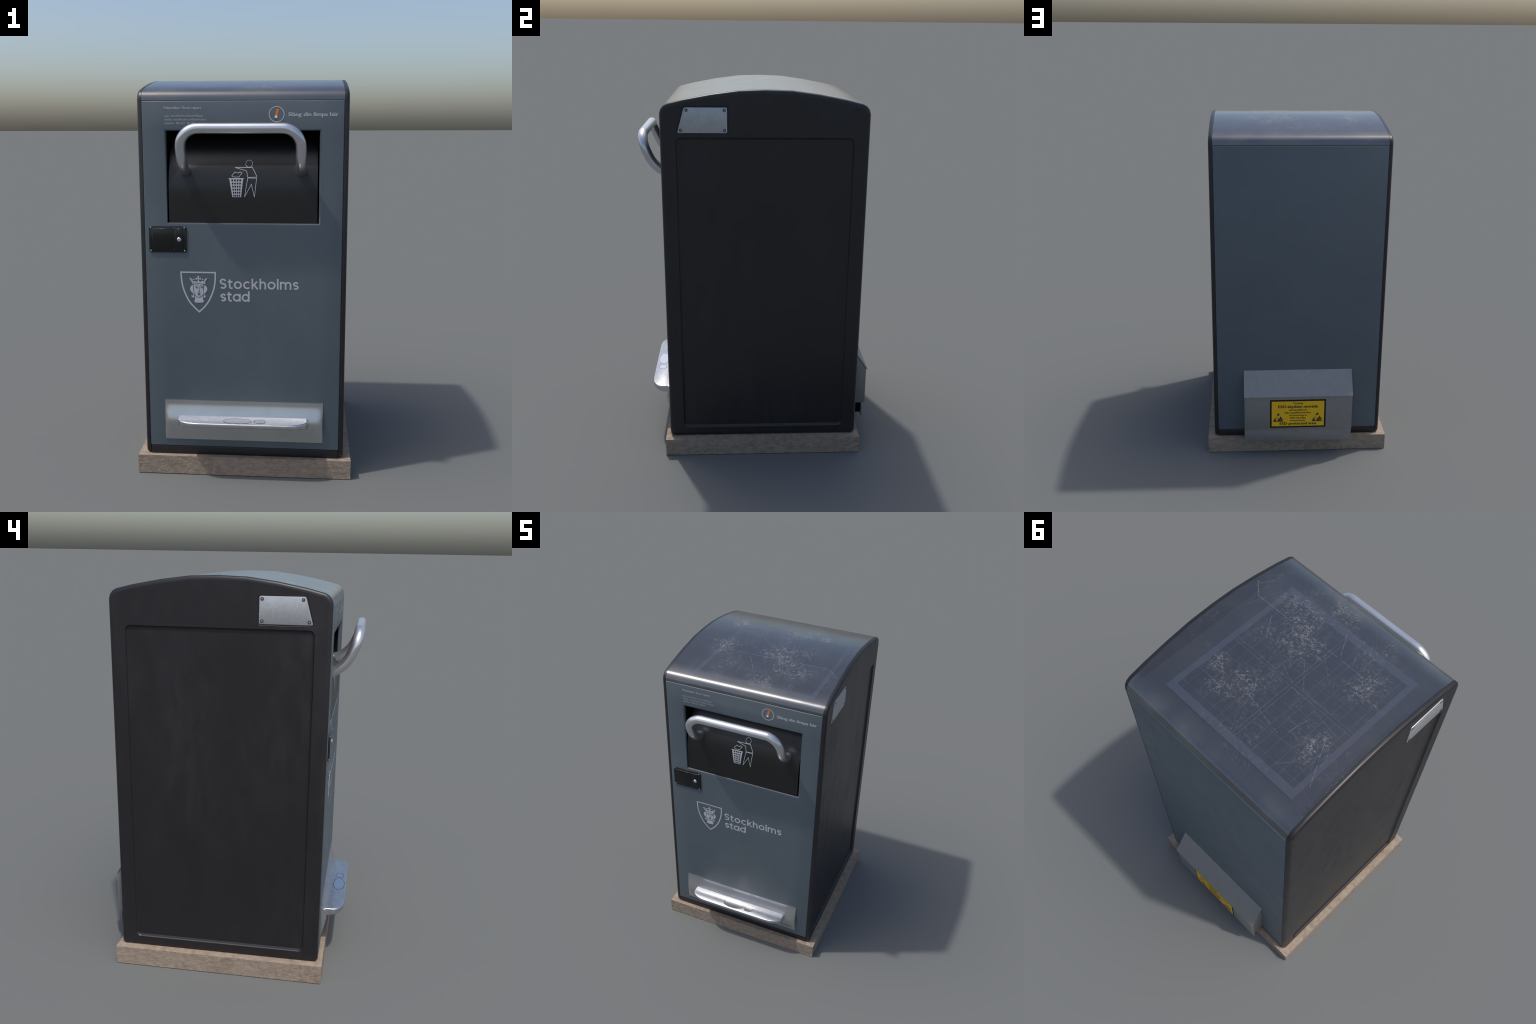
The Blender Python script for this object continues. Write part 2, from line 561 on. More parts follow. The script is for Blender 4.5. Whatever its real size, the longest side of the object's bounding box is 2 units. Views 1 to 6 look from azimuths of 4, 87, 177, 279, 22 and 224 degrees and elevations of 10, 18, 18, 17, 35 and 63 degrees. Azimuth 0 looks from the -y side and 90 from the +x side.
def build_sides():
    outline = cabinet_outline()
    for sign in (-1, 1):
        bm = bmesh.new()
        at = lambda pts, x: ring(bm, [(sign * x, y, z) for y, z in pts])
        rim = [at(outline, INNER), at(outline, 0.4915), at(inset(outline, 0.0012), 0.4955),
               at(inset(outline, 0.0035), 0.4990), at(inset(outline, 0.0075), 0.5020),
               at(inset(outline, 0.0130), 0.5038), at(inset(outline, 0.0190), SIDE), at(inset(outline, 0.0205), SIDE)]
        for a, b in zip(rim, rim[1:]):
            bridge(bm, a, b)
        y0, z0, y1, z1 = RECESS
        field = []
        for d, sink in ((-0.0012, 0.0), (0.0, 0.0), (0.0025, 0.0022), (0.0045, 0.0068), (0.0080, 0.0080), (0.0100, 0.0102), (0.0115, 0.0106), (0.0130, 0.0106)):
            field.append(at(rounded_rect(y0 + d, z0 + d, y1 - d, z1 - d, 0.026 - d, 6), SIDE - sink))
        for a, b in zip(field, field[1:]):
            bridge(bm, a, b)
        bm.faces.new(field[-1])
        pocket_line = inset(round_corners(PLATE_SHAPE, 0.012), -0.0065)
        pocket = [at(inset(pocket_line, -0.0012), SIDE), at(pocket_line, SIDE), at(inset(pocket_line, 0.0022), SIDE - 0.0022), at(inset(pocket_line, 0.0062), SIDE - 0.0030)]
        for a, b in zip(pocket, pocket[1:]):
            bridge(bm, a, b)
        bm.faces.new(pocket[-1])
        cap_with_holes(bm, [rim[-1], field[0], pocket[0]])
        back = rim[0]
        cap_with_holes(bm, [back])
        moulding = from_bm("side_moulding", bm, BLACK, sharp=38)

        place = on_left if sign < 0 else on_right
        shape = round_corners(PLATE_SHAPE, 0.009)
        plate = from_bm("cover_plate", plate_bm(shape, place, -0.0028, 0.0022, 0.0022), PLATE, moulding)
        for u, v in ((-0.3618, 1.9018), (-0.1775, 1.9020), (-0.3912, 1.8047), (-0.1772, 1.8044)):
            bm = bmesh.new()
            disc = [(u + 0.0082 * math.cos(TAU * i / 20), v + 0.0082 * math.sin(TAU * i / 20)) for i in range(20)]
            rings = [ring(bm, [place(u + (a - u) * s, v + (b - v) * s, h) for a, b in disc])
                     for s, h in ((1, 0.0018), (0.97, 0.0030), (0.75, 0.0036), (0.42, 0.0030))]
            for a, b in zip(rings, rings[1:]):
                bridge(bm, a, b)
            tip = ring(bm, [place(u + (a - u) * 0.3, v + (b - v) * 0.3, 0.0034) for a, b in disc])
            bridge(bm, rings[-1], tip, 1)
            f = bm.faces.new(tip)
            f.material_index = 1
            from_bm("screw", bm, [SCREW, SCREW_TIP], moulding)


# ------------------------------------------------------------------ sheet panels
HATCH = (-0.367, 1.2985, 0.367, 1.7395)            # opening in the front door: x0, z0, x1, z1


def build_panels():
    x1, gap = INNER - 0.0012, 0.0012
    # front door with the chute opening
    bm = bmesh.new()
    us = (-x1, HATCH[0], HATCH[2], x1)
    vs = (SEAM_BOTTOM + gap, HATCH[1], HATCH[3], SEAM_TOP - gap)
    front = [[bm.verts.new((u, DOOR, v)) for u in us] for v in vs]
    back = [[bm.verts.new((u, DOOR + 0.018, v)) for u in us] for v in vs]
    for i in range(3):
        for j in range(3):
            if (i, j) != (1, 1):
                bm.faces.new((front[i][j], front[i][j + 1], front[i + 1][j + 1], front[i + 1][j]))
                bm.faces.new((back[i][j], back[i + 1][j], back[i + 1][j + 1], back[i][j + 1]))
    for k in range(3):
        for a, b, c, d in ((front[0][k], front[0][k + 1], back[0][k + 1], back[0][k]),
                           (front[3][k], front[3][k + 1], back[3][k + 1], back[3][k]),
                           (front[k][0], front[k + 1][0], back[k + 1][0], back[k][0]),
                           (front[k][3], front[k + 1][3], back[k + 1][3], back[k][3])):
            bm.faces.new((a, b, c, d))
    hole = [(1, 1), (1, 2), (2, 2), (2, 1)]
    for (a, b), (c, d) in zip(hole, hole[1:] + hole[:1]):
        bm.faces.new((front[a][b], front[c][d], back[c][d], back[a][b]))
    bmesh.ops.recalc_face_normals(bm, faces=bm.faces)
    corner = {front[a][b] for a, b in hole}
    chute_edges = [e for e in bm.edges if e.verts[0] in corner and e.verts[1] in corner]
    outer = [e for e in bm.edges if all(abs(v.co.y - DOOR) < 1e-6 for v in e.verts) and e not in chute_edges
             and e.calc_face_angle(0) > 1]
    bmesh.ops.bevel(bm, geom=chute_edges, offset=0.0100, segments=4, affect="EDGES", profile=0.5)
    bmesh.ops.bevel(bm, geom=[e for e in outer if e.is_valid], offset=0.0045, segments=3, affect="EDGES", profile=0.5)
    door = from_bm("front_door", bm, PAINT, sharp=50)

    back_panel = box("rear_panel", (-x1, REAR - 0.02, SEAM_BOTTOM + gap), (x1, BACK, SEAM_TOP - gap), PAINT, 0.003)
    for y0, y1 in ((FRONT, FRONT + 0.05), (REAR - 0.05, REAR)):
        box("kick_rail", (-x1 + 0.0004, y0, PLINTH_TOP + 0.001), (x1 - 0.0004, y1, SEAM_BOTTOM), BLACK, 0.004, segments=3)
    return door, back_panel


def build_chute(door):
    """Dark chamber behind the opening and the curved flap that closes it."""
    bm = bmesh.new()
    x, y0, y1, z0, z1 = 0.3745, DOOR + 0.0175, -0.08, 1.27, 1.762
    a = ring(bm, [(-x, y0, z0), (x, y0, z0), (x, y0, z1), (-x, y0, z1)])
    b = ring(bm, [(-x, y1, z0), (x, y1, z0), (x, y1, z1), (-x, y1, z1)])
    bridge(bm, a, b)
    bm.faces.new(b)
    for f in bm.faces:
        f.normal_flip()
    from_bm("chute_chamber", bm, CAVITY, sharp=None, fix=False)

    bm = bmesh.new()
    arc = [(y, z) for z, y in FLAP_LINE] + [(-0.20, 1.757), (-0.20, 1.275)]
    half = 0.3595
    rings = [ring(bm, [(s * half, y, z) for y, z in arc]) for s in (-1, 1)]
    bridge(bm, *rings)
    bm.faces.new(rings[0])
    bm.faces.new(rings[1])
    return from_bm("chute_flap", bm, FLAP, sharp=30)


FLAP_LINE = [(p.x, p.y) for p in smooth_path([(1.275, -0.4880, 0), (1.36, -0.4890, 0), (1.425, -0.4893, 0), (1.47, -0.4875, 0), (1.514, -0.4803, 0), (1.55, -0.4700, 0),
                                              (1.582, -0.4565, 0), (1.62, -0.4355, 0), (1.66, -0.4090, 0), (1.70, -0.3765, 0), (1.757, -0.3250, 0)], 5)]


def on_drum(u, v, h):
    """Point on the flap at height v, lifted h off its curved skin."""
    for (z0, y0), (z1, y1) in zip(FLAP_LINE, FLAP_LINE[1:]):
        if z0 <= v <= z1:
            n = Vector((0, -(z1 - z0), y1 - y0)).normalized()
            return Vector((u, y0 + (y1 - y0) * (v - z0) / (z1 - z0), v)) + n * h
    return Vector((u, FLAP_LINE[0][1] - h, v))


def build_handle():
    bar_z, bend, leg_x = 1.750, 0.086, 0.281
    fall = [(1.750, -0.6085), (1.730, -0.6075), (1.706, -0.6025), (1.684, -0.5955), (1.655, -0.584)]

    def y_at(z):
        for (z0, y0), (z1, y1) in zip(fall, fall[1:]):
            if z1 <= z <= z0:
                return y0 + (y1 - y0) * (z0 - z) / (z0 - z1)
        return fall[-1][1]

    leg = [(leg_x, -0.445, 1.543), (leg_x, -0.472, 1.5495), (leg_x, -0.498, 1.559), (leg_x, -0.521, 1.5715),
           (leg_x, -0.546, 1.5935), (leg_x, -0.5675, 1.622)]
    for k in range(6):
        t = TAU / 4 * k / 5
        z = bar_z - bend + bend * math.sin(t)
        leg.append((leg_x - bend + bend * math.cos(t), y_at(z), z))
    path = leg + [(0.10, -0.6085, bar_z), (-0.10, -0.6085, bar_z)] + [(-x, y, z) for x, y, z in reversed(leg)]
    from_bm("pull_handle", tube_bm(smooth_path(path, 6), 0.0250), STEEL, sharp=60)


# ------------------------------------------------------------------ solar dome
def build_dome():
    line = [(FRONT, SEAM_TOP + 0.0008)] + arch_line() + [(REAR, SEAM_TOP + 0.0008)]
    x = INNER - 0.0008
    bm = bmesh.new()
    inner_line = [(p[0], p[1]) for p in inset(list(reversed(line)), 0.004)][::-1]
    inner_line[0] = (FRONT + 0.004, line[0][1])
    inner_line[-1] = (REAR - 0.004, line[-1][1])
    xs = [-x + 2 * x * i / 12 for i in range(13)]
    outer = [[bm.verts.new((u, y, z)) for y, z in line] for u in xs]
    inside = [[bm.verts.new((u, y, z)) for y, z in inner_line] for u in xs]
    n = len(line)
    for i in range(12):
        for k in range(n - 1):
            bm.faces.new((outer[i][k], outer[i + 1][k], outer[i + 1][k + 1], outer[i][k + 1]))
            f = bm.faces.new((inside[i][k], inside[i][k + 1], inside[i + 1][k + 1], inside[i + 1][k]))
            f.material_index = 1
        for k in (0, n - 1):
            bm.faces.new((outer[i][k], inside[i][k], inside[i + 1][k], outer[i + 1][k]))
    for i in (0, 12):
        for k in range(n - 1):
            bm.faces.new((outer[i][k], outer[i][k + 1], inside[i][k + 1], inside[i][k]))
    dome = from_bm("solar_dome", bm, [DOME, DOME_IN], sharp=40)

    box("dome_tray", (-INNER + 0.0006, FRONT + 0.006, 1.868), (INNER - 0.0006, REAR - 0.006, 1.885), TRAY)
    cx, cy = 0.001, 0.021
    panel = box("solar_panel", (cx - 0.353, cy - 0.348, 1.8855), (cx + 0.353, cy + 0.348, 1.8905), CELL_GAP)
    bm = bmesh.new()
    ow, oh, iw, ih = 0.380, 0.387, 0.351, 0.346
    z0, z1 = 1.8855, 1.8935
    loops = [ring(bm, [(cx + sx * w, cy + sy * h, z) for sx, sy in ((-1, -1), (1, -1), (1, 1), (-1, 1))])
             for w, h, z in ((ow, oh, z0), (ow, oh, z1), (iw, ih, z1), (iw, ih, z0))]
    for a, b in zip(loops, loops[1:] + loops[:1]):
        bridge(bm, a, b)
    from_bm("solar_frame", bm, FRAME, panel)
    unit = bpy.data.meshes.new("solar_cell")
    bm = box_bm((-0.5, -0.5, 0), (0.5, 0.5, 0.0015))
    bm.to_mesh(unit)
    bm.free()
    unit.materials.append(CELL)
    cuts = [0.0095, 0.074, 0.108, 0.157, 0.220, 0.262, 0.322, 0.351]
    cuts_y = [0.0095, 0.066, 0.088, 0.130, 0.173, 0.222, 0.314, 0.346]
    w = 0.0014
    for sx in (-1, 1):
        for sy in (-1, 1):
            for a0, a1 in zip(cuts, cuts[1:]):
                for b0, b1 in zip(cuts_y, cuts_y[1:]):
                    ob = bpy.data.objects.new("solar_cell", unit)
                    ob.location = (cx + sx * (a0 + a1) / 2, cy + sy * (b0 + b1) / 2, 1.8908)
                    ob.scale = (a1 - a0 - 2 * w, b1 - b0 - 2 * w, 1)
                    ob.parent = panel
                    bpy.context.scene.collection.objects.link(ob)
    for bx0, bx1, by0, by1 in ((cx - 0.007, cx + 0.007, cy - 0.346, cy + 0.346),):
        box("cell_busbar", (bx0, by0, 1.8908), (bx1, by1, 1.8920), CELL, parent=panel)
    for s in (-1, 1):
        box("cell_busbar", (min(s * 0.0085, s * 0.35) + cx, cy - 0.007, 1.8908), (max(s * 0.0085, s * 0.35) + cx, cy + 0.007, 1.8920), CELL, parent=panel)


# ------------------------------------------------------------------ lock
def build_lock(door):
    poly = round_corners([(-0.4595, 1.1535), (-0.2745, 1.1535), (-0.2745, 1.2815), (-0.4595, 1.2815)], 0.008, 2)
    lock = from_bm("lock_plate", plate_bm(poly, on_front, -0.001, 0.0055, 0.0012), LOCK)
    def block(name, u0, v0, u1, v1, h0, h1, bev):
        return from_bm(name, plate_bm([(u0, v0), (u1, v0), (u1, v1), (u0, v1)], on_front, h0, h1, bev), LOCK, lock, sharp=60)
    block("lock_paddle", -0.4425, 1.1640, -0.3425, 1.2705, 0.005, 0.0085, 0.0026)
    block("lock_block", -0.3295, 1.1640, -0.2915, 1.2705, 0.005, 0.0085, 0.0026)
    block("lock_bridge", -0.3422, 1.2645, -0.3298, 1.2705, 0.005, 0.0083, 0.0024)
    block("lock_bridge", -0.3422, 1.1640, -0.3298, 1.1705, 0.005, 0.0075, 0.0020)
    def dome_cap(name, u, v, r, h0, rise, mat):
        bm = bmesh.new()
        prev = None
        for k in range(6):
            t = TAU / 4 * k / 6
            rr, h = r * math.cos(t), h0 + rise * math.sin(t)
            cur = ring(bm, [on_front(u + rr * math.cos(a), v + rr * math.sin(a), h) for a in (TAU * i / 20 for i in range(20))])
            if prev:
                bridge(bm, prev, cur)
            prev = cur
        bm.faces.new(prev)
        return from_bm(name, bm, mat, lock, sharp=50)
    for u, v in ((-0.4503, 1.2755), (-0.2839, 1.2755), (-0.4506, 1.1611), (-0.2843, 1.1613)):
        dome_cap("rivet", u, v, 0.0043, 0.0052, 0.003, SCREW_TIP)
    dome_cap("key_cylinder", -0.3105, 1.2177, 0.0118, 0.0083, 0.007, CHROME)
    box("key_slot", (-0.3118, DOOR - 0.0158, 1.2135), (-0.3092, DOOR - 0.0125, 1.2225), LOCK, parent=lock)


# ------------------------------------------------------------------ foot pedal
def build_pedal():
    bm = bmesh.new()
    bulge = [(p.y, p.x) for p in smooth_path([(0.1825, -0.4985, 0), (0.2045, -0.5035, 0), (0.235, -0.5125, 0), (0.263, -0.5188, 0), (0.284, -0.5218, 0),
                                              (0.300, -0.5195, 0), (0.322, -0.5135, 0), (0.345, -0.5065, 0), (0.368, -0.5005, 0), (0.381, -0.4988, 0), (0.3925, -0.4985, 0)], 3)]
    def section(x, k):
        face = [(x, -0.4985 + (y + 0.4985) * k, z) for y, z in bulge]
        return [(x, FRONT + 0.002, 0.1825)] + face + [(x, FRONT + 0.002, 0.3925)]
    prev = None
    ends = ((0.400, 0.42), (0.396, 0.60), (0.390, 0.78), (0.382, 0.91), (0.371, 0.98), (0.355, 1.0), (0.2, 1.0))
    for x, k in [(-x, k) for x, k in ends] + [(0.0, 1.0)] + list(reversed(ends)):
        cur = ring(bm, section(x, k))
        if prev:
            bridge(bm, prev, cur)
        else:
            bm.faces.new(cur)
        prev = cur
    bm.faces.new(prev)
    housing = from_bm("pedal_housing", bm, HOUSING, sharp=55)

    # tread plan: straight back edge, swept front corners
    back, tip, half, top = -0.507, -0.6095, 0.326, 0.3155
    plan = []
    for i in range(15):
        t = TAU / 4 * i / 14
        plan.append((half - 0.120 + 0.120 * math.cos(t) ** 0.85, -0.547 - (-0.547 - tip) * math.sin(t) ** 0.95 if i else -0.547))
    plan = [(half, back)] + plan
    outline = plan + [(-x, y) for x, y in reversed(plan)]        # counter order fixed by recalc
    def under(y):
        t = (y - back) / (tip - back)
        return top - (0.047 - 0.026 * max(0, min(1, t)))
    ccw = outline[::-1]
    bm = bmesh.new()
    ins = lambda d: inset(ccw, d)
    rows = [[(x, y, under(y)) for x, y in ins(0.004)],
            [(x, y, under(y) + 0.003) for x, y in ins(0.0005)],
            [(x, y, top - 0.006) for x, y in ccw],
            [(x, y, top - 0.0022) for x, y in ins(0.0012)],
            [(x, y, top) for x, y in ins(0.0042)]]
    area = sum(a[0] * b[1] - b[0] * a[1] for a, b in zip(ccw, ccw[1:] + ccw[:1]))
    assert area > 0
    rings = [ring(bm, r) for r in rows]
    for a, b in zip(rings, rings[1:]):
        bridge(bm, a, b)
    cap_with_holes(bm, [rings[-1]])
    cap_with_holes(bm, [rings[0]])
    tread = from_bm("foot_pedal", bm, PEDAL, sharp=45)

    # shoe print pressed into the tread: a sole and a heel with rounded rims
    flat = lambda u, v, h: Vector((u, v, top + h))
    sole = []
    for i in range(36):
        a = TAU * i / 36
        c, s = math.cos(a), math.sin(a)
        u = -0.022 + (0.068 if c > 0 else 0.071) * math.copysign(abs(c) ** 0.82, c)
        w = 0.030 - 0.005 * max(0, c)
        sole.append((u, -0.568 + w * math.copysign(abs(s) ** 0.9, s)))
    heel = []
    for i in range(28):
        a = TAU * i / 28
        c, s = math.cos(a), math.sin(a)
        u = 0.086 + (0.029 if c > 0 else 0.024) * math.copysign(abs(c) ** (0.9 if c > 0 else 0.4), c)
        heel.append((u, -0.567 + 0.021 * math.copysign(abs(s) ** 0.8, s)))
    bm = bmesh.new()
    inside = lambda u, v, poly, grow: any(((u - pu) ** 2 + (v - pv) ** 2) < grow ** 2 for pu, pv in poly)
    rows = int((0.092) / 0.0056)
    for j in range(rows):
        v = -0.5175 - j * 0.0056
        for i in range(-36, 37):
            u = (i + 0.5 * (j % 2)) * 0.0092
            bound = half - 0.007 if v > -0.547 else half - 0.120 + 0.113 * max(0.0, 1 - ((-0.547 - v) / 0.0580) ** 2) ** 0.5
            on_sole = ((u + 0.022) / 0.075) ** 2 + ((v + 0.568) / 0.034) ** 2 < 1
            on_heel = ((u - 0.088) / 0.032) ** 2 + ((v + 0.567) / 0.026) ** 2 < 1
            if abs(u) > bound or v < -0.6045 or on_sole or on_heel:
                continue
            a, b, h = 0.0041, 0.0025, 0.0016
            base = ring(bm, [flat(u + a, v, 0), flat(u, v + b, 0), flat(u - a, v, 0), flat(u, v - b, 0)])
            crown = ring(bm, [flat(u + a * 0.45, v, h), flat(u, v + b * 0.45, h), flat(u - a * 0.45, v, h), flat(u, v - b * 0.45, h)])
            bridge(bm, base, crown)
            bm.faces.new(crown)
    studs = from_bm("tread_studs", bm, PEDAL, tread, sharp=None)
    studs["kind"] = "stuff"
    for poly in (sole, heel):
        from_bm("shoe_print", plate_bm(poly, flat, -0.001, 0.0005, 0.0003), SHOE, tread, sharp=12)
        rim = Decal(flat)
        rim.h = 0.0004
        rim.stroke(poly, 0.0026, GROOVE, closed=True)
        rim.build("shoe_print_rim", tread)


# ------------------------------------------------------------------ cable box on the rear
def build_cable_box():
    x = 0.3215
    prof = [(REAR - 0.002, 0.186), (0.6275, 0.186), (0.6275, 0.404), (REAR - 0.002, 0.5385)]
    bm = bmesh.new()
    a = ring(bm, [(-x, y, z) for y, z in prof])
    b = ring(bm, [(x, y, z) for y, z in prof])
    bridge(bm, a, b)
    bm.faces.new(a)
    bm.faces.new(b)
    bmesh.ops.recalc_face_normals(bm, faces=bm.faces)
    bevel_sharp(bm, 0.0014, 2)
    case = from_bm("cable_box", bm, GALVANISED, sharp=30)
    lid = [(REAR + 0.0005, 0.5385), (0.6290, 0.4045), (0.6325, 0.4035), (0.6330, 0.4075), (REAR + 0.0005, 0.5440)]
    bm = bmesh.new()
    a = ring(bm, [(-0.3235, y, z) for y, z in lid])
    b = ring(bm, [(0.3235, y, z) for y, z in lid])
    bridge(bm, a, b)
    bm.faces.new(a)
    bm.faces.new(b)
    bmesh.ops.recalc_face_normals(bm, faces=bm.faces)
    bevel_sharp(bm, 0.0008, 1)
    from_bm("box_lid", bm, GALVANISED, case, sharp=30)
    box("box_apron", (-0.3215, 0.6085, 0.0985), (0.3215, 0.6135, 0.188), GALVANISED, 0.0008, case)

    box("dark_gap_block", (-0.285, REAR - 0.002, 0.1035), (0.285, 0.6080, 0.1850), CAVITY, parent=case)  # solid black block filling the open gap behind the apron, which looks fully black from the sides

    sx, face = 0.003, 0.6275
    on_box = lambda u, v, h: Vector((sx - u, face + h, v))     # u runs to the right as seen from behind
    sign = from_bm("warning_sign", plate_bm([(-0.1668, 0.1985), (0.1668, 0.1985), (0.1668, 0.385), (-0.1668, 0.385)], on_box, -0.0005, 0.0012, 0.0004), SIGN_BLACK, case)
    art = Decal(lambda u, v, h: on_box(u, v, h + 0.0011))
    art.fill([(-0.1570, 0.2085), (0.1570, 0.2085), (0.1570, 0.3752), (-0.1570, 0.3752)], YELLOW)
    for cu in (-0.1165, 0.1165):
        t = lambda a, b: (cu + a * 0.0335, 0.2405 + b * 0.059)      # triangle frame: base -1..1, apex 1
        art.fill([t(-1, 0), t(1, 0), t(0, 1)], SIGN_INK)
        art.stroke([t(-0.62, 0.44), t(-0.30, 0.60), t(0.12, 0.66), t(0.62, 0.72)], 0.0068, YELLOW)
        art.fill([t(-0.52, 0.22), t(-0.44, 0.42), t(-0.18, 0.54), t(0.14, 0.62), t(0.40, 0.60), t(0.10, 0.30), t(-0.12, 0.12), t(-0.38, 0.10)], YELLOW)
        art.stroke([t(-0.30, 0.24), t(-0.18, 0.38), t(0.06, 0.40), t(-0.02, 0.26), t(-0.16, 0.20)], 0.0022, SIGN_INK)
        art.stroke([t(0.30, 0.24), t(0.62, 0.16), t(0.98, 0.06)], 0.0024, YELLOW)
        art.stroke([t(0.86, 0.02), t(1.02, 0.02)], 0.004, YELLOW)
    art.build("sign_print", case)
    for words, wide, base, cap, bold in (("Varning", 0.0575, 0.3572, 0.0115, 0.045), ("ESD-skyddat område", 0.237, 0.3315, 0.0180, 0.07),
                                         ("Iakttag gällande", 0.107, 0.3130, 0.0105, 0.045), ("ESD-skyddsföreskrifter", 0.156, 0.2942, 0.0110, 0.045),
                                         ("vid hantering av", 0.107, 0.2768, 0.0105, 0.045), ("ESD-känsliga", 0.0925, 0.2592, 0.0110, 0.045),
                                         ("komponenter", 0.0905, 0.2420, 0.0105, 0.045), ("ESD protected area", 0.218, 0.2180, 0.0180, 0.07)):
        lettering("sign_lettering", words, -wide / 2, wide / 2, base, cap, on_box, SIGN_INK, case, bold, 0.0024)


# ------------------------------------------------------------------ print on the front
def city_words(door):
    """Two words in a round, even-stroked letter, each glyph drawn with a pen of constant width."""
    X, CAP, PEN = 0.0395, 0.0535, 0.0081                # x-height, ascender, pen width
    p = PEN / 2
    arc = lambda cx, cy, r, a0, a1, ry=None, n=18: [(cx + r * math.cos(math.radians(a0 + (a1 - a0) * i / n)), cy + (ry or r) * math.sin(math.radians(a0 + (a1 - a0) * i / n))) for i in range(n + 1)]
    r = X / 2 - p
    c = X / 2
    def ess(w, h):
        rr = (h - PEN) / 4
        k = (w - PEN) / 2
        top = arc(w / 2, h - p - rr, k, 35, 245, rr, 14)
        low = arc(w / 2, p + rr, k, 65, -145, rr, 14)
        return [[(w - p * 1.2, h - p - rr * 0.75)] + top[1:] + low[1:]]
    arch = lambda x0, w: [(x0, 0)] + [(x0, X - w / 2 - p * 0.9)] + arc(x0 + w / 2, X - p - w / 2, w / 2, 180, 0)[1:] + [(x0 + w, 0)]
    stem = lambda x, h: [(x, 0), (x, h)]
    glyph = {
        "S": (ess(0.0330, 0.0515), 0.0330),
        "t": ([[(0.0095, 0.0475), (0.0095, 0.012)] + arc(0.0185, 0.0125, 0.009, 180, 275)[1:] + [(0.0235, p)], [(0.0, X - p), (0.0235, X - p)]], 0.0235),
        "o": ([("loop", arc(c, c, r, 0, 345, None, 23))], X),
        "c": ([arc(c, c, r, 48, 312, None, 22)], 0.0345),
        "k": ([stem(p, CAP), [(p + 0.003, 0.0165), (0.0275, X - 0.0005)], [(0.0125, 0.0225), (0.0300, 0.0)]], 0.0325),
        "h": ([stem(p, CAP), arch(p, 0.0245)], 0.0330),
        "l": ([stem(p, CAP)], PEN),
        "m": ([stem(p, X), arch(p, 0.0240), arch(p + 0.0240, 0.0240)], 0.0570),
        "s": (ess(0.0280, X), 0.0280),
        "a": ([("loop", arc(c, c, r, 0, 345, None, 23)), stem(X - p, X)], X),
        "d": ([("loop", arc(c, c, r, 0, 345, None, 23)), stem(X - p, CAP)], X),
    }
    d = Decal(on_front, 0.00018)
    for word, u0, u1, base in (("Stockholms", -0.1141, 0.2734, 0.9730), ("stad", -0.1112, 0.0332, 0.9095)):
        total = sum(glyph[ch][1] for ch in word)
        space = (u1 - u0 - total) / (len(word) - 1)
        at = u0
        for ch in word:
            strokes, wide = glyph[ch]
            d.h = 0.0005
            for st in strokes:
                loop = st[0] == "loop"
                d.stroke([(at + a, base + b) for a, b in (st[1] if loop else st)], PEN, PRINT, closed=loop)
            at += wide + space
    d.build("city_lettering", door)


